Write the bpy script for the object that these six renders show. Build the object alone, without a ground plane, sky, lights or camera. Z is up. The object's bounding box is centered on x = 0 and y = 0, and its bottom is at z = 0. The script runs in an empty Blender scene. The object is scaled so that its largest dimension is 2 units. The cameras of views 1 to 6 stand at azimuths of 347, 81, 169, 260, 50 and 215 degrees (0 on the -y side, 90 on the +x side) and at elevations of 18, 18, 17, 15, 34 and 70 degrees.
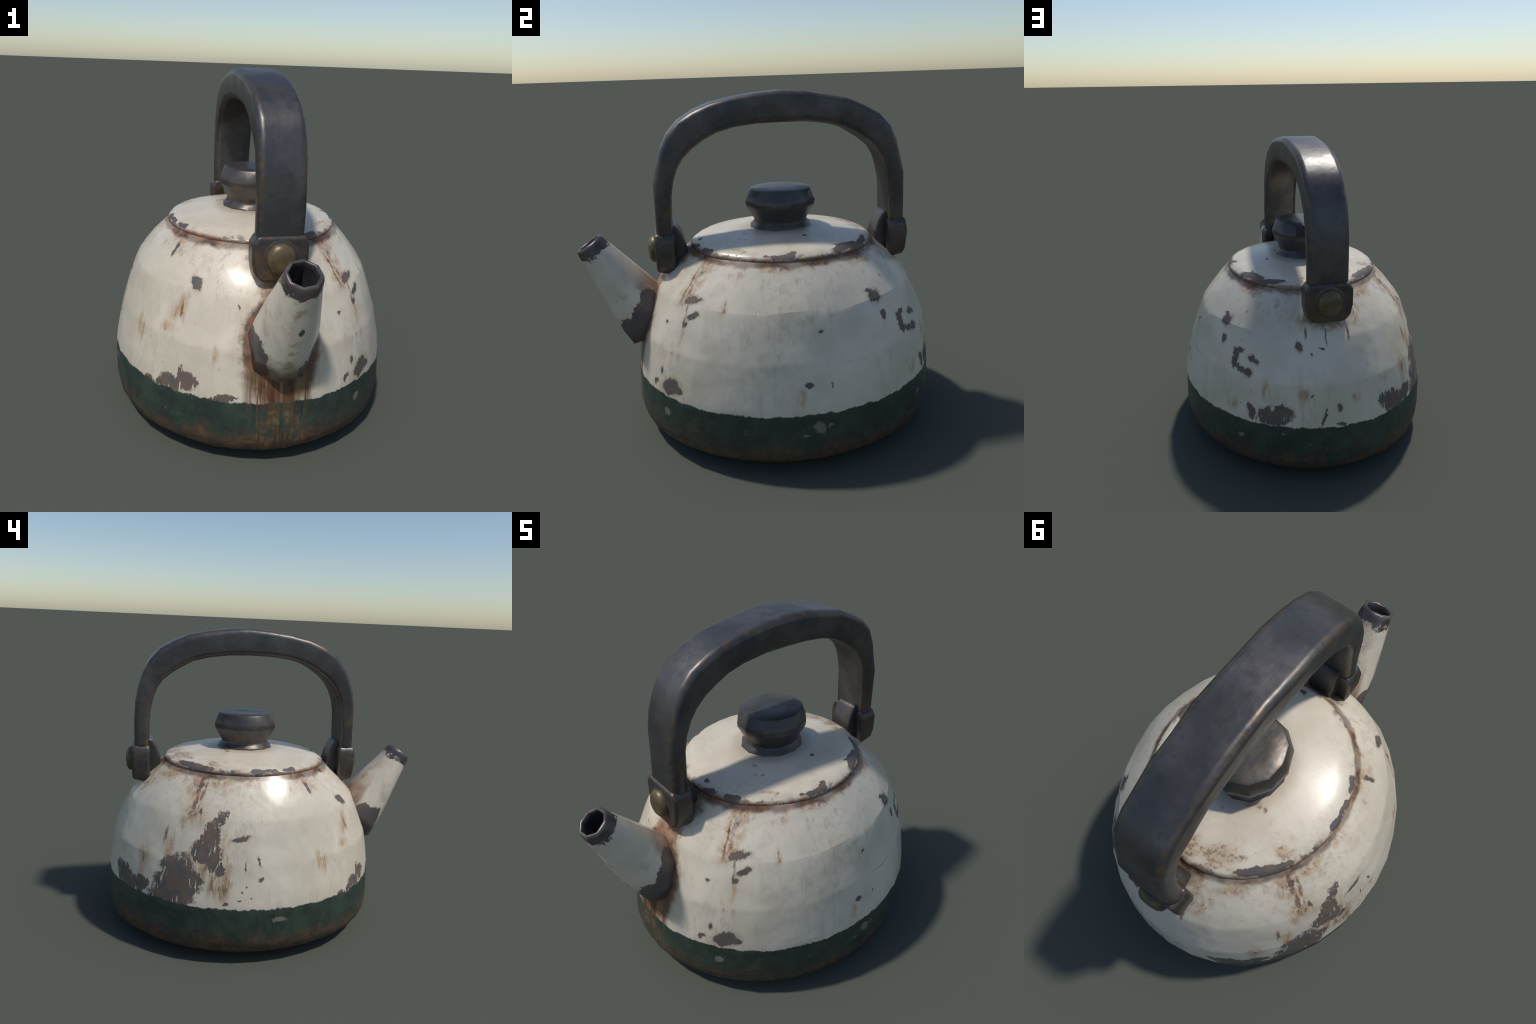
"""Old enamel kettle: oval squat pot with a green foot band, domed lid with
a black knob, tapered spout, and a black carrying handle pinned on two brackets."""
import bpy, bmesh, math, random
from mathutils import Vector, Matrix, noise

random.seed(7)
CY = 0.133                      # the pot's axis stands at (0, CY)

# ---------------------------------------------------------------- profiles
# rings of the pot: height, half width (x), half length (y)
POT = [(.036, .693, .785), (.099, .766, .854), (.150, .775, .868), (.350, .773, .858),
       (.595, .720, .817), (.835, .635, .714), (1.040, .458, .504)]
SEG = 36                        # the pot's oval is made of slightly flat, hand-beaten facets
SEG_TURN = 4.0                  # degrees


def pot_radii(z):
    for (z0, a0, b0), (z1, a1, b1) in zip(POT, POT[1:]):
        if z <= z1:
            f = (z - z0) / (z1 - z0)
            return a0 + (a1 - a0) * f, b0 + (b1 - b0) * f
    return POT[-1][1:]


def wall_scale(theta, z):
    """metres of wall per radian round the axis, and per metre of height"""
    t = math.radians(theta)
    a, b = pot_radii(z)
    (a0, b0), (a1, b1) = pot_radii(z - .02), pot_radii(z + .02)
    slope = math.hypot((a1 - a0) * math.sin(t), (b1 - b0) * math.cos(t)) / .04
    return math.hypot(a * math.cos(t), b * math.sin(t)), math.hypot(1, slope)


def lid_scale(theta, rho):
    """metres of lid per radian, and per unit of its half width"""
    t = math.radians(theta)
    a, b = .466, .515
    return rho * math.hypot(a * math.cos(t), b * math.sin(t)), math.hypot(a * math.sin(t), b * math.cos(t))

# ---------------------------------------------------------------- where the wear sits
# (angle round the pot, height, half width, half height, tilt)
CHIPS = [
    (-37.4, 0.862, 0.027, 0.048, 32), (40.5, 0.852, 0.056, 0.025, 16), (42.7, 0.781, 0.041, 0.017, 31),
    (39.8, 0.738, 0.013, 0.015, 6), (37.4, 0.411, 0.07, 0.044, 25), (41.6, 0.403, 0.028, 0.02, 28),
    (31.9, 0.479, 0.012, 0.023, 1), (27.9, 0.4, 0.021, 0.015, 37), (122.4, 0.842, 0.04, 0.037, 14),
    (120.9, 0.869, 0.03, 0.01, -19), (124, 0.746, 0.016, 0.025, 19), (97.1, 0.484, 0.005, 0.015, 7),
    (95.1, 0.744, 0.013, 0.005, -8), (89.2, 0.497, 0.019, 0.013, -8), (123.7, 0.745, 0.012, 0.029, 22),
    (133.3, 0.691, 0.024, 0.036, 20), (135.5, 0.721, 0.028, 0.018, 11), (142.4, 0.696, 0.034, 0.019, -14),
    (141, 0.617, 0.034, 0.024, 11), (135.3, 0.637, 0.012, 0.017, 15), (132.9, 0.649, 0.022, 0.03, 18),
    (137.8, 0.624, 0.03, 0.017, -9), (145, 0.686, 0.014, 0.018, 11), (164.4, 0.783, 0.018, 0.03, 22),
    (175.2, 0.774, 0.02, 0.007, -33), (170.5, 0.743, 0.007, 0.009, 0), (170.2, 0.536, 0.007, 0.011, -1),
    (175.3, 0.41, 0.007, 0.062, -21), (-178.1, 0.462, 0.013, 0.024, 1), (-177.3, 0.366, 0.027, 0.013, -11),
    (-97.4, 0.73, 0.054, 0.016, 16), (-95.2, 0.585, 0.005, 0.032, -11), (-89.1, 0.512, 0.015, 0.011, -4),
    (-89.8, 0.612, 0.007, 0.025, 10), (-95.8, 0.444, 0.007, 0.007, -42), (-92.7, 0.412, 0.005, 0.006, 36),
    (-97.2, 0.403, 0.007, 0.007, 21), (-94.4, 0.475, 0.005, 0.005, 0), (-58.1, 0.962, 0.011, 0.047, 0),
    (-121.7, 0.976, 0.012, 0.02, 21), (-116.7, 0.858, 0.01, 0.017, 15), (-102.4, 0.373, 0.013, 0.009, 3),
    (28.6, 0.717, 0.014, 0.01, -9), (-16.8, 0.789, 0.006, 0.009, 6), 
]
WORN = [
    (-122.9, 0.448, 0.129, 0.093, 29), (-46.6, 0.365, 0.033, 0.016, 25), (-42.4, 0.404, 0.021, 0.013, 26),
    (-38.6, 0.438, 0.017, 0.036, 4), (-35.9, 0.394, 0.031, 0.025, 38), (-36.8, 0.42, 0.041, 0.013, 18),
    (-32.1, 0.417, 0.012, 0.014, -28), (-21.4, 0.365, 0.054, 0.013, 9), (-53.5, 0.352, 0.022, 0.011, 26),
    (154.9, 0.414, 0.082, 0.048, 12), (144.2, 0.403, 0.022, 0.043, 27), (-150.7, 0.403, 0.1, 0.048, -26),
    (-140.1, 0.412, 0.036, 0.026, -37), (-106.5, 0.83, 0.025, 0.04, -37), (-109.6, 0.759, 0.037, 0.043, 26),
    (-112.4, 0.661, 0.063, 0.043, 9), (-108.3, 0.624, 0.033, 0.064, 5), (-105.2, 0.562, 0.022, 0.029, 3),
    (-110.5, 0.715, 0.048, 0.036, 9), (-113.3, 0.621, 0.037, 0.028, 11), (-121.7, 0.501, 0.082, 0.101, 1),
    (-124.3, 0.562, 0.072, 0.04, 11), (-126.1, 0.397, 0.102, 0.044, 12), (-118.3, 0.401, 0.035, 0.063, 4),
    (-150.6, 0.411, 0.075, 0.043, -9), (-141.8, 0.393, 0.071, 0.034, 18), (-35.3, 0.418, 0.045, 0.032, -27),
    (-41.7, 0.381, 0.058, 0.028, -21), (-52.1, 0.348, 0.026, 0.015, -24),
]
RUST = [
    (-118, .84, .05, .09, 12), (-128, .65, .03, .09, 8), (-112, .56, .05, .11, 0), (-104, .44, .05, .06, 0),
    (40, .65, .015, .10, 4), (36, .56, .012, .08, 0), (150, .55, .025, .06, 0), (-140, .55, .04, .09, 0), (-118, .55, .03, .12, 0),
    (37, 1.0, .03, .06, -10), (33, .93, .02, .08, 0), (-90, 1.0, .05, .03, 0), (-60, 1.0, .06, .025, 0), (80, 1.005, .09, .022, 0), (130, 1.0, .09, .025, 0),
    (-41.3, 0.742, 0.017, 0.071, 15), (38, 0.991, 0.031, 0.087, -26), (37.2, 0.887, 0.031, 0.083, -25),
    (34.5, 0.993, 0.029, 0.086, 7), (34.8, 0.871, 0.047, 0.096, 8), (56.9, 0.846, 0.021, 0.045, 8),
    (-123.7, 0.951, 0.052, 0.119, 21), (-120.8, 0.845, 0.058, 0.068, 3), (-113.5, 0.986, 0.114, 0.02, 13),
    (-130.9, 0.702, 0.013, 0.054, 14), (-139.7, 0.612, 0.015, 0.022, 21), (-104.9, 0.695, 0.029, 0.08, 4),
    (-102.8, 0.525, 0.025, 0.108, 3), (-108.9, 0.482, 0.018, 0.091, 4), (-42.5, 0.741, 0.036, 0.079, -27),
    (86.8, 0.437, 0.022, 0.048, -2), (-155, 0.572, 0.037, 0.044, 1), (134.9, 0.426, 0.034, 0.043, -37),
    (167, 0.542, 0.039, 0.037, 9), (-170, 0.502, 0.027, 0.032, 30), (-62.3, 0.57, 0.047, 0.067, 14),
    (-47.4, 0.638, 0.062, 0.026, 14), (-25, 0.569, 0.016, 0.046, 5), (165.9, 0.9, 0.036, 0.043, 10),
    (-178.9, 0.868, 0.108, 0.027, -7), (-162, 0.91, 0.024, 0.086, -29), (-149.1, 0.995, 0.105, 0.032, 20),
    (-165.3, 0.971, 0.03, 0.043, -4), (-123.6, 0.789, 0.024, 0.054, 11),
]
FLECKS = [
    (92.4, 0.277, 0.031, 0.036, 41), (95.8, 0.282, 0.013, 0.019, 11), (34.8, 0.258, 0.03, 0.023, 25),
    (88, 0.236, 0.013, 0.009, -14), (-81.9, 0.287, 0.043, 0.016, -8), (35.2, 0.261, 0.028, 0.013, -34),
    (139.4, 0.245, 0.02, 0.01, 24), (157.8, 0.307, 0.009, 0.01, -22),
]
LID_CHIPS = [
    (-65.7, 0.969, 0.039, 0.012, -5), (-79.7, 0.959, 0.045, 0.011, 6), (29, 0.979, 0.046, 0.021, -2),
    (131.6, 0.959, 0.109, 0.027, 23), (117.7, 0.961, 0.031, 0.017, -10), (80.9, 0.968, 0.069, 0.011, 4),
    (108.1, 0.534, 0.013, 0.01, -45), (88.5, 0.906, 0.015, 0.011, 7), (30.3, 0.971, 0.039, 0.013, -5),
    (-139, 0.948, 0.1, 0.019, -3), (-125.5, 0.959, 0.029, 0.011, -5), (-88, 0.971, 0.05, 0.013, 2),
    (-64.1, 0.968, 0.036, 0.011, 4), (-104.7, 0.986, 0.011, 0.009, 3), (122.4, 0.945, 0.065, 0.021, -4),
    (86.9, 0.938, 0.024, 0.011, -11), (144.3, 0.946, 0.079, 0.016, -11), (-129.9, 0.97, 0.102, 0.015, 8),
    (5.9, 0.899, 0.016, 0.013, 12), (88.3, 0.904, 0.012, 0.009, 14), (79.6, 0.966, 0.039, 0.01, 12),
    (72.1, 0.96, 0.015, 0.008, 6), (29.2, 0.96, 0.03, 0.012, -7), (12.3, 0.985, 0.054, 0.016, -17),
    (128.3, 0.933, 0.073, 0.022, -7), (-140.4, 0.954, 0.087, 0.011, 6), (-119.9, 0.967, 0.014, 0.013, -39),
    (-89, 0.962, 0.036, 0.012, 2), (-76.3, 0.976, 0.027, 0.012, -3), (-64.1, 0.961, 0.038, 0.01, -10),
    (5.1, 0.897, 0.012, 0.013, -3),
]
LID_RUST = [
    (37.9, 0.639, 0.01, 0.009, 2), (45, 0.636, 0.01, 0.009, -4), (32.6, 0.504, 0.01, 0.01, 1),
    (51, 0.878, 0.029, 0.011, 2), (56.6, 0.913, 0.01, 0.012, 13), (-130.7, 0.387, 0.011, 0.011, -2),
    (-144.2, 0.35, 0.02, 0.012, 3), (-124.2, 0.445, 0.009, 0.011, 23), (-121.8, 0.849, 0.026, 0.022, 22),
    (-148.3, 0.833, 0.031, 0.014, -2), (-166.3, 0.865, 0.01, 0.011, -29), (-173.2, 0.835, 0.009, 0.017, -31),
    (-177.3, 0.899, 0.029, 0.017, -31), (-118.7, 0.896, 0.03, 0.013, -15), (177.6, 0.908, 0.035, 0.066, 10),
    (169.4, 0.842, 0.015, 0.024, -15), (166.9, 0.871, 0.015, 0.023, -1), (-161, 0.824, 0.071, 0.041, -14),
    (-165.9, 0.946, 0.043, 0.013, -19),
]

DRIPS = [
    (37, .985, .013, .055, -12), (35.5, .93, .010, .085, -6), (33.5, .90, .007, .10, 0), (-122, .97, .013, .065, 8),
    (-121, .89, .012, .085, 5), (-118.5, .93, .008, .09, 0), (-131, .70, .009, .055, 6), (-41.5, .735, .008, .055, 6),
    (168, .85, .008, .05, 0), (-170, .84, .008, .06, 0), (178, .83, .006, .05, 0), (39, .80, .007, .09, 2), (57, .85, .008, .035, 0),
]

# ---------------------------------------------------------------- node helpers
def lin(r, g, b):
    f = lambda c: (c / 255 / 12.92) if c / 255 <= .04045 else ((c / 255 + .055) / 1.055) ** 2.4
    return (f(r), f(g), f(b), 1)


class Nodes:
    def __init__(self, name):
        self.mat = bpy.data.materials.new(name)
        self.mat.use_nodes = True
        self.nt = self.mat.node_tree
        self.nt.nodes.clear()
        self.out = self.new('ShaderNodeOutputMaterial')
        self.bsdf = self.new('ShaderNodeBsdfPrincipled')
        self.link(self.bsdf.outputs[0], self.out.inputs[0])
        self.pos = self.new('ShaderNodeTexCoord').outputs['Object']

    def new(self, kind):
        return self.nt.nodes.new(kind)

    def link(self, a, b):
        self.nt.links.new(a, b)

    def put(self, sock, v):
        if isinstance(v, bpy.types.NodeSocket):
            self.link(v, sock)
        else:
            sock.default_value = v

    def math(self, op, a, b=0.0, clamp=False):
        n = self.new('ShaderNodeMath'); n.operation = op; n.use_clamp = clamp
        self.put(n.inputs[0], a); self.put(n.inputs[1], b)
        return n.outputs[0]

    def add(self, a, b): return self.math('ADD', a, b)
    def mul(self, a, b): return self.math('MULTIPLY', a, b)
    def max(self, a, b): return self.math('MAXIMUM', a, b)
    def inv(self, a): return self.math('SUBTRACT', 1.0, a)

    def ramp(self, v, lo, hi):
        """smooth 0 at lo to 1 at hi (lo may be above hi)"""
        n = self.new('ShaderNodeMapRange'); n.interpolation_type = 'SMOOTHSTEP'
        flip = lo > hi
        self.put(n.inputs['Value'], v)
        n.inputs['From Min'].default_value = min(lo, hi)
        n.inputs['From Max'].default_value = max(lo, hi)
        n.inputs['To Min'].default_value = 1.0 if flip else 0.0
        n.inputs['To Max'].default_value = 0.0 if flip else 1.0
        return n.outputs[0]

    def vec(self, op, a, b=None, scale=None):
        n = self.new('ShaderNodeVectorMath'); n.operation = op
        self.put(n.inputs[0], a)
        if b is not None: self.put(n.inputs[1], b)
        if scale is not None: n.inputs['Scale'].default_value = scale
        return n.outputs['Value' if op in ('LENGTH', 'DOT_PRODUCT') else 'Vector']

    def mapping(self, v, loc=(0, 0, 0), rot=(0, 0, 0), scale=(1, 1, 1), kind='POINT'):
        n = self.new('ShaderNodeMapping'); n.vector_type = kind
        self.put(n.inputs['Vector'], v)
        n.inputs['Location'].default_value = loc
        n.inputs['Rotation'].default_value = rot
        n.inputs['Scale'].default_value = scale
        return n.outputs[0]

    def noise(self, scale, detail=3, rough=.55, vec=None, color=False, dist=0.0):
        n = self.new('ShaderNodeTexNoise')
        self.put(n.inputs['Vector'], vec if vec is not None else self.pos)
        n.inputs['Scale'].default_value = scale
        n.inputs['Detail'].default_value = detail
        n.inputs['Roughness'].default_value = rough
        n.inputs['Distortion'].default_value = dist
        return n.outputs['Color' if color else 'Fac']

    def mix(self, fac, a, b, mode='MIX'):
        n = self.new('ShaderNodeMix'); n.data_type = 'RGBA'; n.blend_type = mode
        self.put(n.inputs['Factor'], fac)
        self.put(n.inputs['A'], a) if False else self.put(n.inputs[6], a)
        self.put(n.inputs[7], b)
        return n.outputs[2]

    def mixf(self, fac, a, b):
        return self.add(self.mul(self.inv(fac), a), self.mul(fac, b))

    def xyz(self, v=None):
        n = self.new('ShaderNodeSeparateXYZ'); self.put(n.inputs[0], v or self.pos)
        return n.outputs

    def warp(self, big, small):
        a = self.vec('SUBTRACT', self.noise(22, 2, color=True), (.5, .5, .5))
        b = self.vec('SUBTRACT', self.noise(75, 2, color=True), (.5, .5, .5))
        v = self.vec('ADD', self.pos, self.vec('SCALE', a, scale=big))
        return self.vec('ADD', v, self.vec('SCALE', b, scale=small))

    def polar(self, v, middle, half_x=None, half_y=None):
        """(angle from `middle`, height or share of the radius) of a position round the pot's axis"""
        x, y, z = self.xyz(self.vec('SUBTRACT', v, (0, CY, 0)))
        a, b = (half_x, half_y) if half_x else (.70, .79)
        x, y = self.mul(x, 1 / a), self.mul(y, -1 / b)
        m = math.radians(middle)
        xr = self.math('SUBTRACT', self.mul(x, math.cos(m)), self.mul(y, math.sin(m)))
        yr = self.add(self.mul(x, math.sin(m)), self.mul(y, math.cos(m)))
        ang = self.math('ARCTAN2', xr, yr)
        if half_x:
            z = self.math('SQRT', self.add(self.mul(x, x), self.mul(y, y)))
        n = self.new('ShaderNodeCombineXYZ')
        self.put(n.inputs[0], ang); self.put(n.inputs[1], z)
        return n.outputs[0], middle

    def spots(self, polar, rows, frame, grow=1.0):
        """nearest normalised distance to a list of elliptical marks (1 = on the edge)"""
        v, middle = polar
        best = None
        for k, (th, h, a, b, tilt) in enumerate(rows):
            if k and k % 6 == 0:             # keeps the shader's evaluation in step with the list
                n = self.new('ShaderNodeVectorMath'); n.operation = 'MULTIPLY_ADD'
                self.put(n.inputs[0], best)
                n.inputs[1].default_value = (1e-8, 1e-8, 1e-8)
                self.put(n.inputs[2], v)
                v = n.outputs[0]
            per_rad, per_unit = frame(th, h)
            ang = math.radians((th - middle + 180) % 360 - 180)
            su, sw = per_rad / (a * grow), per_unit / (b * grow)
            if abs(tilt) > 8:
                c, s = math.cos(math.radians(tilt)), math.sin(math.radians(tilt))
                o = self.vec('SUBTRACT', v, (ang, h, 0))
                n = self.new('ShaderNodeCombineXYZ')
                self.put(n.inputs[0], self.vec('DOT_PRODUCT', o, (c * su, s * per_unit / (a * grow), 0)))
                self.put(n.inputs[1], self.vec('DOT_PRODUCT', o, (-s * per_rad / (b * grow), c * sw, 0)))
                q = n.outputs[0]
            else:
                n = self.new('ShaderNodeVectorMath'); n.operation = 'MULTIPLY_ADD'
                self.put(n.inputs[0], v)
                n.inputs[1].default_value = (su, sw, 0)
                n.inputs[2].default_value = (-ang * su, -h * sw, 0)
                q = n.outputs[0]
            d = self.vec('LENGTH', q)
            best = d if best is None else self.math('MINIMUM', best, d)
        return best

    def finish(self, color, rough, metal=0.0, bump=None, strength=.4, dist=.004, spec=.5):
        self.put(self.bsdf.inputs['Base Color'], color)
        self.put(self.bsdf.inputs['Roughness'], rough)
        self.put(self.bsdf.inputs['Metallic'], metal)
        self.put(self.bsdf.inputs['Specular IOR Level'], spec)
        if bump is not None:
            n = self.new('ShaderNodeBump')
            n.inputs['Strength'].default_value = strength
            n.inputs['Distance'].default_value = dist
            self.put(n.inputs['Height'], bump)
            self.link(n.outputs[0], self.bsdf.inputs['Normal'])
        return self.mat


ENAMEL_A, ENAMEL_B = lin(219, 207, 187), lin(204, 192, 171)
TAN = lin(150, 128, 98)
RUSTY = lin(118, 76, 44)
RUST_DARK = lin(76, 48, 34)
METAL_COOL, METAL_WARM = lin(90, 84, 83), lin(110, 93, 80)
GREEN_A, GREEN_B = lin(56, 71, 60), lin(43, 54, 47)
FOOT_RUST_A, FOOT_RUST_B = lin(100, 72, 50), lin(68, 55, 44)
BARE_PINK = lin(158, 122, 96)

SPOUT_TIP = Vector((0, -.948, 1.076))
SPOUT_DIR = Vector((0, -.53, .848)).normalized()


def enamel_base(n):
    """cream enamel, gently mottled, with faint dirt running down it and rusty pinholes"""
    c = n.mix(n.ramp(n.noise(3.2, 4, .6), .35, .68), ENAMEL_A, ENAMEL_B)
    c = n.mix(n.mul(n.ramp(n.noise(7, 4, .65, vec=n.mapping(n.pos, loc=(5, 2, 1), scale=(1, 1, .5))), .54, .74), .20), c, TAN)
    streak = n.noise(1.0, 4, .65, vec=n.mapping(n.pos, scale=(30, 30, 2.4)))
    thin = n.noise(1.0, 3, .6, vec=n.mapping(n.pos, scale=(75, 75, 4)))
    area = n.ramp(n.noise(2.6, 2, vec=n.mapping(n.pos, loc=(3, 1, 7))), .40, .66)
    c = n.mix(n.mul(n.mul(n.ramp(streak, .48, .72), area), .32), c, TAN)
    c = n.mix(n.mul(n.mul(n.ramp(thin, .52, .74), area), .20), c, lin(128, 112, 92))
    speck = n.ramp(n.noise(42, 3, .55), .675, .73)
    speck = n.mul(speck, n.ramp(n.noise(4, 2), .48, .62))
    c = n.mix(n.mul(speck, .65), c, n.mix(n.ramp(streak, .4, .6), RUST_DARK, RUSTY))
    return c, streak


def pot_material():
    n = Nodes('worn_enamel')
    x, y, z = n.xyz()
    c, streak = enamel_base(n)
    w = n.warp(.034, .018)
    pw = n.polar(w, -72)
    fine = n.noise(55, 3, .6)
    rag = n.mul(n.math('SUBTRACT', n.noise(34, 5, .72), .5), 1.0)

    # soft rust stains running down
    d = n.spots(n.polar(n.warp(.03, .01), -72), RUST, wall_scale, 1.25)
    m = n.mul(n.ramp(d, 1.25, .2), n.ramp(streak, .34, .60))
    c = n.mix(n.mul(m, .62), c, n.mix(n.ramp(n.noise(14, 3, .6), .38, .70), lin(176, 130, 74), lin(142, 92, 50)))
    core = n.mul(n.ramp(d, .9, .1), n.ramp(n.noise(1.0, 4, .65, vec=n.mapping(n.pos, scale=(60, 60, 8))), .53, .66))
    c = n.mix(n.mul(core, .85), c, n.mix(n.ramp(n.noise(18, 2), .4, .6), RUST_DARK, RUSTY))

    # distinct drips
    d = n.spots(n.polar(n.warp(.016, .008), -72), DRIPS, wall_scale, 1.15)
    drips = n.mul(n.ramp(d, 1.2, .45), n.add(.35, n.mul(n.ramp(streak, .36, .56), .65)))
    c = n.mix(n.mul(drips, .82), c, n.mix(n.ramp(n.noise(16, 3), .4, .64), lin(132, 82, 44), RUST_DARK))

    # rust under the lid seam
    lidline = n.ramp(n.add(z, n.mul(n.math('SUBTRACT', n.noise(16, 3), .5), .04)), 1.000, 1.020)
    c = n.mix(n.mul(lidline, n.add(.65, n.mul(n.ramp(n.noise(6, 3, .6), .4, .6), .3))), c, n.mix(n.ramp(n.noise(20, 3), .42, .66), RUST_DARK, RUSTY))

    run = n.mul(n.ramp(n.noise(1.0, 3, .6, vec=n.mapping(n.pos, loc=(2, 5, 0), scale=(22, 22, 1.2))), .54, .70), n.ramp(z, .84, 1.02))
    c = n.mix(n.mul(run, .45), c, n.mix(n.ramp(fine, .4, .6), lin(162, 122, 72), RUSTY))

    # rust ring, bare metal and drips where the spout is brazed on
    q = Vector((0, 0, 1)).rotation_difference(SPOUT_DIR).to_euler('XYZ')
    loc = n.mapping(w, SPOUT_TIP, q, (1, 1, 1), 'TEXTURE')
    lx, ly, lz = n.xyz(loc)
    rad = n.vec('LENGTH', n.mapping(loc, scale=(1, 1, 0)))
    front = n.ramp(y, -.35, -.45)
    ring = n.mul(n.ramp(rad, .27, .17), front)
    c = n.mix(n.mul(n.mul(ring, n.ramp(n.noise(11, 3), .3, .6)), .55), c, TAN)
    ring = n.mul(n.ramp(n.add(rad, n.mul(n.math('SUBTRACT', streak, .5), .06)), .215, .175), front)
    c = n.mix(n.mul(ring, .9), c, n.mix(n.ramp(n.noise(18, 3), .4, .6), RUST_DARK, RUSTY))
    pad = n.spots(pw, [(1, .86, .105, .10, 0)], wall_scale)
    pad = n.ramp(n.add(pad, rag), 1.15, .75)
    c = n.mix(n.mul(pad, .85), c, n.mix(n.ramp(n.noise(15, 3), .42, .6), BARE_PINK, RUSTY))
    pad2 = n.spots(pw, [(180, .92, .15, .075, 0), (180, 1.0, .12, .07, 0), (0, .98, .15, .1, 0)], wall_scale)
    c = n.mix(n.mul(n.ramp(n.add(pad2, rag), 1.1, .6), .75), c, n.mix(n.ramp(n.noise(15, 3), .42, .6), TAN, RUST_DARK))
    drip = n.mul(n.ramp(n.math('ABSOLUTE', n.add(x, .015)), .185, .13), front)
    drip = n.mul(drip, n.ramp(z, .54, .44))
    dripm = n.mul(drip, n.ramp(n.noise(1.0, 2, .6, vec=n.mapping(n.pos, scale=(46, 8, 1.6))), .42, .54))
    c = n.mix(n.mul(drip, .35), c, TAN)
    c = n.mix(n.mul(dripm, .92), c, n.mix(n.ramp(streak, .4, .6), RUST_DARK, lin(104, 70, 46)))

    # vertical scratches below the big bare patch
    raked = n.ramp(n.spots(pw, [(-105, .53, .075, .13, 0), (-113, .60, .05, .06, 0)], wall_scale), 1.15, .7)
    lines = n.ramp(n.noise(1.0, 3, .6, vec=n.mapping(n.pos, scale=(58, 58, 3.2))), .50, .60)
    c = n.mix(n.mul(raked, .25), c, lin(176, 148, 108))
    c = n.mix(n.mul(n.mul(raked, lines), .72), c, lin(112, 88, 68))

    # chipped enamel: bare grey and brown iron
    d1 = n.spots(pw, CHIPS, wall_scale, .93)
    chip = n.ramp(n.add(d1, rag), 1.14, .88)
    halo = n.ramp(n.add(d1, rag), 1.7, 1.0)
    d2 = n.spots(pw, WORN, wall_scale, 1.15)
    scratch = n.ramp(n.noise(1.0, 4, .65, vec=n.mapping(n.pos, scale=(60, 60, 7))), .52, .66)
    worn = n.ramp(n.add(n.add(d2, rag), n.mul(scratch, .58)), 1.28, 1.0)
    c = n.mix(n.mul(halo, .38), c, lin(152, 120, 84))
    c = n.mix(chip, c, n.mix(n.ramp(n.noise(12, 2), .35, .65), METAL_COOL, METAL_WARM))
    c = n.mix(worn, c, n.mix(n.ramp(n.noise(14, 4, .65), .38, .6), METAL_COOL, METAL_WARM))
    bare = n.max(chip, worn)

    # the green foot band starts here with a hand-painted, nibbled edge
    edge = n.mul(n.math('SUBTRACT', n.noise(15, 5, .7), .5), .052)
    green = n.ramp(n.add(z, edge), .354, .347)
    g = n.mix(n.ramp(n.noise(9, 4, .65), .35, .65), GREEN_A, GREEN_B)
    g = n.mix(n.mul(n.mul(n.mul(drip, dripm), n.ramp(n.noise(18, 4, .7), .36, .56)), .75), g, FOOT_RUST_A)
    c = n.mix(green, c, g)

    rough = n.mixf(bare, .31, .62)
    rough = n.mixf(green, rough, .5)
    h = n.add(n.mul(n.inv(bare), 1.0), n.mul(fine, .12))
    h = n.add(h, n.mul(n.noise(5.5, 2, .5), 5.0))
    return n.finish(c, rough, 0, h, .35, .004)


def foot_material():
    n = Nodes('green_paint_on_rust')
    x, y, z = n.xyz()
    w = n.warp(.034, .018)
    g = n.mix(n.ramp(n.noise(9, 4, .65), .35, .65), GREEN_A, GREEN_B)
    scuff = n.mul(n.ramp(n.noise(30, 4, .65), .56, .70), n.ramp(n.noise(5, 2), .4, .6))
    g = n.mix(n.mul(scuff, .45), g, lin(88, 98, 84))
    fr = n.mix(n.ramp(n.noise(17, 4, .68), .38, .64), FOOT_RUST_B, FOOT_RUST_A)
    low = n.add(z, n.mul(n.math('SUBTRACT', n.noise(6.5, 5, .68), .5), .42))
    rusty = n.mul(n.ramp(low, .24, .10), n.ramp(n.noise(40, 3, .6), .22, .5))
    g = n.mix(rusty, g, fr)
    drip = n.mul(n.ramp(n.math('ABSOLUTE', n.add(x, .01)), .18, .10), n.ramp(y, -.35, -.45))
    drip = n.mul(drip, n.ramp(n.noise(1.0, 2, .6, vec=n.mapping(n.pos, scale=(46, 8, 1.6))), .40, .60))
    drip = n.mul(drip, n.ramp(n.noise(18, 4, .7), .36, .56))
    g = n.mix(n.mul(drip, .75), g, n.mix(n.ramp(n.noise(25, 3), .4, .7), FOOT_RUST_A, lin(134, 104, 70)))
    rag = n.mul(n.math('SUBTRACT', n.noise(34, 5, .72), .5), 1.0)
    fl = n.ramp(n.add(n.spots(n.polar(w, -72), FLECKS, wall_scale), n.mul(rag, 1.6)), 1.1, .7)
    g = n.mix(n.mul(fl, .6), g, lin(146, 140, 120))
    dots = n.mul(n.ramp(n.noise(55, 2, .5), .68, .73), n.ramp(n.noise(6, 2), .45, .6))
    g = n.mix(n.mul(dots, .7), g, lin(140, 108, 62))
    h = n.add(n.noise(40, 3), n.mul(rusty, .3))
    return n.finish(g, n.add(.48, n.mul(rusty, .15)), 0, h, .35, .005)


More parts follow.
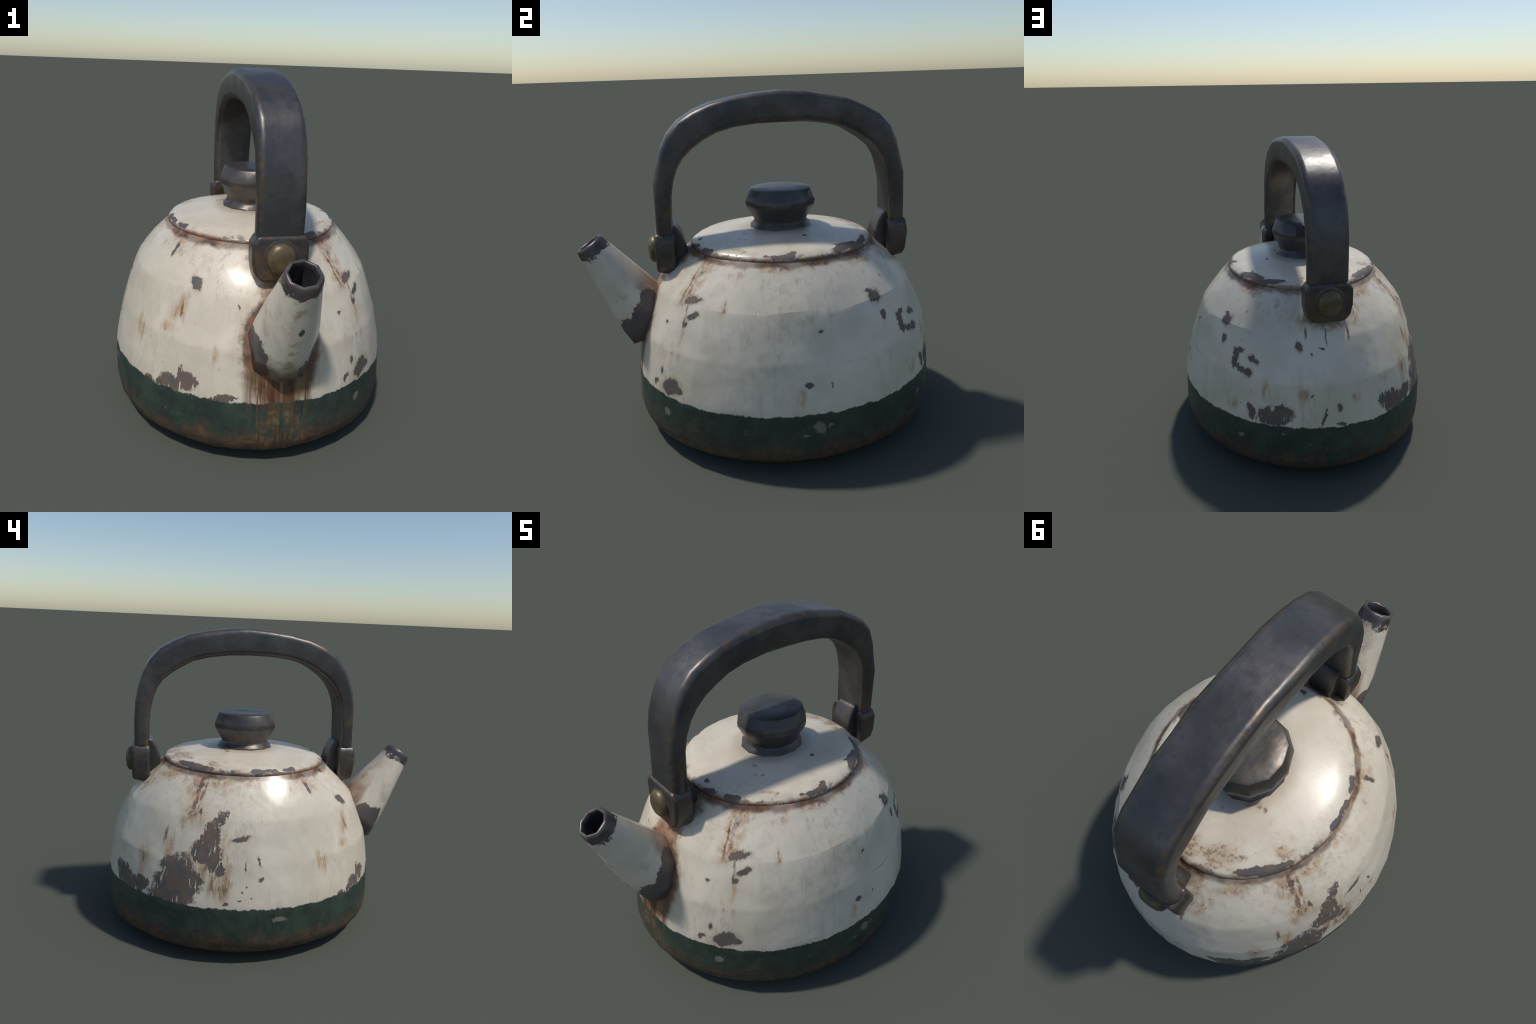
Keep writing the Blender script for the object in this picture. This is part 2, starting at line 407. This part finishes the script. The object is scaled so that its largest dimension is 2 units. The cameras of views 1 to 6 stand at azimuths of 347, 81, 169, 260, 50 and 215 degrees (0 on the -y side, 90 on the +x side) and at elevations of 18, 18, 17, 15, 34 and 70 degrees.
def lid_material():
    n = Nodes('worn_enamel_lid')
    x, y, z = n.xyz()
    c, streak = enamel_base(n)
    w = n.warp(.022, .011)
    pw = n.polar(w, 150, .466, .515)
    fine = n.noise(60, 3, .6)
    rag = n.mul(n.math('SUBTRACT', n.noise(36, 5, .72), .5), .9)
    r = n.vec('LENGTH', n.mapping(n.vec('SUBTRACT', w, (0, CY, 0)), scale=(1 / .466, 1 / .515, 0)))
    # warm stain round the knob and along the rim
    c = n.mix(n.mul(n.ramp(r, .5, .36), .35), c, TAN)
    c = n.mix(n.mul(n.ramp(r, .85, 1.0), n.mul(n.ramp(n.noise(9, 3), .4, .7), .4)), c, TAN)
    d = n.spots(pw, LID_RUST, lid_scale, 1.15)
    c = n.mix(n.mul(n.ramp(n.add(d, rag), 1.5, .4), .45), c, lin(160, 122, 76))
    specks = n.mul(n.ramp(n.add(d, rag), 1.25, .7), n.ramp(n.noise(48, 4, .65), .48, .60))
    c = n.mix(n.mul(specks, .55), c, n.mix(n.ramp(n.noise(20, 2), .4, .6), RUST_DARK, RUSTY))
    # seam
    seam = n.ramp(n.add(z, n.mul(n.math('SUBTRACT', n.noise(20, 3), .5), .022)), 1.060, 1.043)
    c = n.mix(n.mul(seam, n.add(.62, n.mul(n.ramp(n.noise(11, 4, .65), .38, .58), .36))), c, n.mix(n.ramp(n.noise(22, 3), .34, .52), RUST_DARK, RUSTY))
    lipn = n.ramp(n.noise(17, 3, .6), .56, .64)
    lip = n.mul(n.mul(n.ramp(z, 1.072, 1.055), lipn), .75)
    d1 = n.spots(pw, LID_CHIPS, lid_scale)
    chip = n.max(n.ramp(n.add(d1, rag), 1.12, .9), lip)
    c = n.mix(chip, c, n.mix(n.ramp(n.noise(12, 2), .35, .65), METAL_COOL, METAL_WARM))
    rough = n.mixf(chip, .32, .6)
    h = n.add(n.mul(n.inv(chip), 1.0), n.mul(n.noise(60, 2), .12))
    return n.finish(c, rough, 0, h, .35, .004)


def spout_material():
    n = Nodes('worn_enamel_spout')
    x, y, z = n.xyz()
    c, streak = enamel_base(n)
    w = n.warp(.03, .012)
    fine = n.noise(55, 3, .6)
    rag = n.mul(n.math('SUBTRACT', fine, .5), .55)
    along = n.vec('DOT_PRODUCT', n.vec('SUBTRACT', w, tuple(SPOUT_TIP)), tuple(-SPOUT_DIR))
    c = n.mix(n.mul(n.ramp(n.noise(8, 4, .6), .55, .7), .35), c, TAN)
    marks = [((.150, -.72, .57), (.11, .12, .11)), ((.155, -.66, .68), (.08, .075, .09)),
             ((.13, -.63, .78), (.07, .05, .055)), ((.14, -.74, .50), (.08, .055, .045)),
             ((-.155, -.74, .62), (.06, .11, .11)), ((-.16, -.66, .70), (.06, .06, .06)),
             ((-.145, -.72, .54), (.07, .08, .09)),
             ((-.07, -.86, .93), (.02, .02, .012)), ((.02, -.90, .80), (.014, .02, .02))]
    best = None
    for p, s in marks:
        d = n.vec('LENGTH', n.mapping(w, p, (0, 0, 0), s, 'TEXTURE'))
        best = d if best is None else n.math('MINIMUM', best, d)
    chip = n.ramp(n.add(best, rag), 1.08, .94)
    # rusty smears down the under side and at the root
    under = n.mul(n.ramp(n.math('ABSOLUTE', n.add(x, .01)), .05, .01), n.ramp(n.noise(16, 3), .52, .62))
    c = n.mix(n.mul(under, .6), c, TAN)
    root = n.ramp(n.add(along, n.mul(n.math('SUBTRACT', n.noise(12, 3), .5), .08)), .44, .56)
    c = n.mix(n.mul(root, .6), c, n.mix(n.ramp(fine, .4, .6), TAN, RUST_DARK))
    top = n.mul(n.ramp(along, .22, .40), n.ramp(n.vec('DOT_PRODUCT', n.vec('SUBTRACT', n.pos, tuple(SPOUT_TIP)), (0, .848, .53)), .085, .11))
    c = n.mix(n.mul(top, .75), c, n.mix(n.ramp(n.noise(14, 3), .42, .6), BARE_PINK, RUSTY))
    c = n.mix(chip, c, n.mix(n.ramp(n.noise(12, 2), .35, .65), METAL_COOL, METAL_WARM))
    collar = n.ramp(n.add(along, n.mul(n.math('SUBTRACT', n.noise(16, 5, .7), .5), .11)), .074, .062)
    worn_off = n.mul(n.ramp(n.noise(24, 4, .65), .56, .66), n.ramp(along, .03, .07))
    collar = n.mul(collar, n.inv(n.mul(worn_off, .8)))
    c = n.mix(collar, c, n.mix(n.ramp(n.noise(12, 2), .35, .65), lin(112, 102, 100), lin(84, 76, 76)))
    bare = n.max(chip, collar)
    rough = n.mixf(bare, .32, .38)
    h = n.add(n.mul(n.inv(bare), 1.0), n.mul(n.noise(60, 2), .12))
    return n.finish(c, rough, n.mul(collar, .5), h, .35, .004)


def inside_material():
    n = Nodes('sooty_iron')
    c = n.mix(n.ramp(n.noise(12, 3), .4, .6), lin(34, 34, 38), lin(48, 46, 48))
    return n.finish(c, .5)


def iron_material(name, edge_wear):
    n = Nodes(name)
    x, y, z = n.xyz()
    c = n.mix(n.ramp(n.noise(4.5, 3, .55), .38, .66), lin(78, 77, 77), lin(98, 94, 93))
    c = n.mix(n.mul(n.ramp(n.noise(24, 4, .65), .5, .68), .4), c, lin(66, 66, 66))
    c = n.mix(n.mul(n.ramp(n.noise(9, 4, .6), .55, .72), .28), c, lin(104, 92, 84))
    wear = n.mul(n.ramp(n.noise(30, 5, .72), .44, .60), n.ramp(n.noise(5, 2), .30, .6))
    if edge_wear == 'handle':
        # ochre wear keeps to the corners of the bar and the lower legs
        side = n.ramp(n.math('ABSOLUTE', x), .080, .102)
        leg = n.add(.15, n.mul(n.ramp(z, 1.55, 1.25), .70))
        face = n.inv(n.mul(n.ramp(n.math('ABSOLUTE', x), .111, .1155), n.inv(n.mul(leg, .8))))
        wear = n.mul(n.mul(wear, side), face)
    elif edge_wear == 'bracket':
        blotch = n.ramp(n.noise(15, 4, .68), .44, .62)
        c = n.mix(n.mul(blotch, .5), c, n.mix(n.ramp(n.noise(30, 3), .4, .6), lin(78, 62, 50), lin(112, 84, 58)))
        wear = n.mul(wear, .8)
    else:
        wear = n.mul(wear, .55)
    c = n.mix(n.mul(wear, .62), c, lin(124, 98, 64))
    grain = n.noise(1.0, 3, .6, vec=n.mapping(n.pos, scale=(70, 14, 14)))
    rough = n.add(.28, n.mul(n.noise(14, 4, .6), .24))
    h = n.add(n.noise(9, 2), n.mul(grain, .15))
    return n.finish(c, rough, .62, h, .4, .008)


def bolt_material():
    n = Nodes('old_brass')
    c = n.mix(n.ramp(n.noise(9, 3), .35, .65), lin(126, 109, 76), lin(98, 86, 62))
    c = n.mix(n.mul(n.ramp(n.noise(20, 3), .55, .7), .5), c, lin(76, 60, 46))
    return n.finish(c, .42, .35, n.noise(10, 2), .2, .004)

# ---------------------------------------------------------------- mesh helpers
def make_object(name, bm, mat, parent, smooth=True, sharp=None):
    bmesh.ops.recalc_face_normals(bm, faces=bm.faces)
    if sharp:
        for e in bm.edges:
            if len(e.link_faces) == 2 and e.calc_face_angle(0) > math.radians(sharp):
                e.smooth = False
    me = bpy.data.meshes.new(name)
    bm.to_mesh(me); bm.free()
    for p in me.polygons:
        p.use_smooth = smooth
    for m in (mat if isinstance(mat, list) else [mat]):
        me.materials.append(m)
    ob = bpy.data.objects.new(name, me)
    bpy.context.scene.collection.objects.link(ob)
    ob.parent = parent
    return ob


def loft(bm, rings, cap_start=True, cap_end=True):
    """rings: lists of equal length, closed loops of Vectors"""
    rows = [[bm.verts.new(v) for v in r] for r in rings]
    for a, b in zip(rows, rows[1:]):
        k = len(a)
        for i in range(k):
            bm.faces.new((a[i], a[(i + 1) % k], b[(i + 1) % k], b[i]))
    if cap_start: bm.faces.new(rows[0][::-1])
    if cap_end: bm.faces.new(rows[-1])
    return rows


def oval(z, a, b, seg, turn=0.0, jitter=0.0, zj=0.0):
    out = []
    for i in range(seg):
        t = math.radians(turn) + 2 * math.pi * i / seg
        k = 1 + random.uniform(-jitter, jitter)
        out.append(Vector((a * k * math.sin(t), CY - b * k * math.cos(t), z + random.uniform(-zj, zj))))
    return out


def add_bevel(ob, width, seg=2, angle=30):
    m = ob.modifiers.new('bevel', 'BEVEL')
    m.width = width; m.segments = seg
    m.limit_method = 'ANGLE'; m.angle_limit = math.radians(angle)
    m.harden_normals = False
    w = ob.modifiers.new('weighted', 'WEIGHTED_NORMAL')
    w.keep_sharp = True

# ---------------------------------------------------------------- the kettle
kettle = bpy.data.objects.new('kettle', None)
bpy.context.scene.collection.objects.link(kettle)
kettle['label'] = 'worn cream enamel kettle with green base and black handle'
kettle['category'] = 'kettle'

FAT = 1.001


def beaten(v, amount=.0065):
    """old dents: push a point of the pot in or out along its radius"""
    k = noise.noise(v * 2.6 + Vector((3, 1, 4))) + .6 * noise.noise(v * 6.0 + Vector((9, 2, 6)))
    return v + Vector((v.x, v.y - CY, 0)).normalized() * amount * k

# pot: creased rings with one softly bulging ring inside every band
bm = bmesh.new()
BAND = .312                       # the foot is a part of its own up to here
upper, foot = [], [oval(0, .36, .41, SEG, SEG_TURN), oval(.012, .58, .66, SEG, SEG_TURN), oval(.028, .678, .77, SEG, SEG_TURN)]
crease = 0
for i, (z, a, b) in enumerate(POT):
    ring = oval(z, a * FAT, b * FAT, SEG, SEG_TURN)
    if i in (3, 4, 5):                    # creases wander up and down a little
        for v in ring:
            v.z += .020 * noise.noise(Vector((v.x * 4.5, v.y * 4.5, i * 5.0)))
    if i < 3:
        foot.append(ring)
        continue
    if i == 3:
        f = (BAND - POT[2][0]) / (POT[3][0] - POT[2][0])
        cut = [p.lerp(q, f) for p, q in zip(foot[-1], ring)]
        foot.append([p.lerp(q, .5) for p, q in zip(foot[-1], cut)])
        foot.append(cut)
        upper.append([v.copy() for v in cut])
    if i == 5:
        crease = len(upper)
    upper.append(ring)
    if i < len(POT) - 1:
        z1, a1, b1 = POT[i + 1]
        nxt = oval(z1, a1 * FAT, b1 * FAT, SEG, SEG_TURN)
        for f, swell in {3: ((.12, .001), (.5, .003), (.95, .0005)), 4: ((.05, .0005), (.5, .004), (.88, .002)), 5: ((.5, .008), (.90, .002))}[i]:
            upper.append([p.lerp(q, f) + Vector((p.x, p.y - CY, .3)).normalized() * swell for p, q in zip(ring, nxt)])
upper.append(oval(1.036, .40, .45, SEG, SEG_TURN))
upper = [[beaten(v) for v in r] for r in upper]
foot = [[beaten(v) for v in r] for r in foot]
rows = loft(bm, upper, cap_start=False)
for i in range(SEG):
    bm.edges.get((rows[-2][i], rows[-2][(i + 1) % SEG])).smooth = False
for i in range(SEG):                      # the shoulder crease is crisp on one side, rubbed soft elsewhere
    if i in (4, 5, 6, 7, 8, 10, 11, 12, 13, 15, 30, 31):
        bm.edges.get((rows[crease][i], rows[crease][(i + 1) % SEG])).smooth = False
body = make_object('body', bm, pot_material(), kettle)
bm = bmesh.new()
loft(bm, foot, cap_end=False)
make_object('foot_band', bm, foot_material(), kettle)

# lid: rolled lip and shallow dome
LID = [(1.024, .450, .500), (1.032, .4665, .514), (1.046, .465, .512), (1.058, .454, .494), (1.070, .434, .469),
       (1.088, .345, .380), (1.106, .240, .266), (1.115, .150, .168)]
bm = bmesh.new()
loft(bm, [oval(z, a, b, 36, SEG_TURN) for z, a, b in LID])
lid = make_object('lid', bm, lid_material(), kettle)

# knob: flared foot, narrow neck, wide faceted cap
KNOB = [(1.085, .176), (1.108, .179), (1.122, .175), (1.137, .158), (1.150, .151), (1.162, .153),
        (1.228, .190), (1.240, .197), (1.264, .198), (1.276, .194), (1.318, .177), (1.328, .170), (1.332, .160), (1.332, .08)]
iron = iron_material('black_iron', 'plain')
rusty_iron = iron_material('rusty_black_iron', 'bracket')
bm = bmesh.new()
loft(bm, [oval(z, r * .91, r, 12, 8, .010) for z, r in KNOB])
knob = make_object('knob', bm, iron, lid, sharp=28)

# spout: eight-sided tapering tube, thick rolled mouth, hollow
AX, SD = SPOUT_DIR, SPOUT_TIP
SIDE = Vector((1, 0, 0)); TOPV = AX.cross(SIDE).normalized() * -1
if TOPV.z < 0: TOPV = -TOPV


def spout_ring(s, rx, ry):
    c = SD - AX * s + TOPV * (.016 + .012 * max(0, s))
    out = []
    for i in range(8):
        t = math.radians(22.5 + 10) + i * math.pi / 4
        out.append(c + SIDE * (rx * math.cos(t)) + TOPV * (ry * math.sin(t)))
    return out


bm = bmesh.new()
def rough(ring, k=.003):
    return [v + Vector([random.uniform(-k, k) for _ in range(3)]) for v in ring]
tube = loft(bm, [spout_ring(.24, .056, .056), spout_ring(.03, .061, .060), spout_ring(.006, .066, .065), rough(spout_ring(-.001, .073, .072)),
          rough(spout_ring(.005, .082, .081)), rough(spout_ring(.020, .086, .085)), spout_ring(.09, .096, .098),
          spout_ring(.20, .117, .120), spout_ring(.36, .146, .152), spout_ring(.50, .162, .176),
          spout_ring(.60, .165, .181)], cap_start=True, cap_end=True)
bore = {v for row in tube[:3] for v in row}
for f in bm.faces:
    if all(v in bore for v in f.verts):
        f.material_index = 1
spout = make_object('spout', bm, [spout_material(), inside_material()], kettle)

# handle: rounded flat bar bent into an arch; (distance from axis, height) outside and inside
ARCH = [((0, 1.851), (0, 1.690)), ((.13, 1.843), (.13, 1.687)), ((.25, 1.826), (.25, 1.674)),
        ((.37, 1.799), (.345, 1.647)), ((.459, 1.764), (.414, 1.612)), ((.540, 1.716), (.474, 1.571)),
        ((.603, 1.649), (.524, 1.525)), ((.645, 1.571), (.559, 1.471)), ((.670, 1.489), (.583, 1.409)),
        ((.689, 1.395), (.598, 1.329)), ((.694, 1.270), (.604, 1.235)), ((.695, 1.14), (.606, 1.14)),
        ((.697, 1.06), (.606, 1.06))]
path = [(-1, s) for s in ARCH[:0:-1]] + [(1, s) for s in ARCH]
HALF, ROUND = .116, .034
bm = bmesh.new()
rings = []
for sg, (o, i) in path:
    po, pi = Vector((0, CY + sg * o[0], o[1])), Vector((0, CY + sg * i[0], i[1]))
    L = (po - pi).length
    dn = (pi - po).normalized()
    ring = []
    for cx, cd, a0 in ((HALF - ROUND, ROUND, 0), (-(HALF - ROUND), ROUND, 90),
                       (-(HALF - ROUND), L - ROUND, 180), (HALF - ROUND, L - ROUND, 270)):
        for k in range(4):
            t = math.radians(a0 + k * 30)
            ring.append(po + dn * (cd - ROUND * math.sin(t)) + Vector((cx + ROUND * math.cos(t), 0, 0)))
    lump = Vector((random.uniform(-.002, .002), 0, 0))
    rings.append([v + lump + Vector((1, 1, 1)) * .004 * noise.noise(v * 9) for v in ring])
loft(bm, rings)
handle = make_object('handle', bm, iron_material('black_iron_handle', 'handle'), kettle)
handle.modifiers.new('weighted', 'WEIGHTED_NORMAL')

# brackets at both ends of the handle
OCT = [(.112, 1.132), (.136, 1.090), (.136, 1.000), (.124, .945), (.088, .908), (-.088, .908), (-.124, .945), (-.136, 1.000), (-.136, 1.090), (-.112, 1.132)]
bm = bmesh.new()
loft(bm, [[Vector((x, CY - .709, z)) for x, z in OCT], [Vector((x, CY - .600, z - (.02 if z < 1 else 0))) for x, z in OCT]])
bracket = make_object('bracket', bm, rusty_iron, handle)
add_bevel(bracket, .018, 3)

# hinge lug welded to the pot behind each bracket
LUG = [(.640, 1.140), (.612, 1.166), (.586, 1.157), (.562, 1.118), (.547, 1.072), (.538, 1.03), (.528, .96), (.600, .86), (.640, .95)]
bm = bmesh.new()
loft(bm, [[Vector((x, CY - r, z)) for r, z in LUG] for x in (-.067, .067)])
lug = make_object('hinge_lug', bm, iron, handle)
add_bevel(lug, .010, 2)

# brass dome bolt with a thin dark ring modelled for the recess shadow round it
bm = bmesh.new()
def disc(r, y, seg=10):
    return [Vector((r * math.cos(2 * math.pi * i / seg + .2), CY - y, 1.025 + r * 1.06 * math.sin(2 * math.pi * i / seg + .2))) for i in range(seg)]
loft(bm, [disc(.072, .690), disc(.074, .718), disc(.067, .734), disc(.047, .746), disc(.02, .750)])
bolt = make_object('bolt', bm, bolt_material(), handle, sharp=50)
bm = bmesh.new()
loft(bm, [disc(.086, .69, 14), disc(.088, .709, 14), disc(.082, .712, 14), disc(.04, .7125, 14)])
recess_shadow_ring = make_object('recess_shadow_ring', bm, rusty_iron, handle, sharp=50)

# the far end: the same pieces turned half round the pot's axis
turn = Matrix.Translation((0, CY, 0)) @ Matrix.Rotation(math.pi, 4, 'Z') @ Matrix.Translation((0, -CY, 0))
for ob in (bracket, lug, bolt, recess_shadow_ring):
    c = ob.copy()
    bpy.context.scene.collection.objects.link(c)
    c.parent = handle
    c.matrix_basis = turn
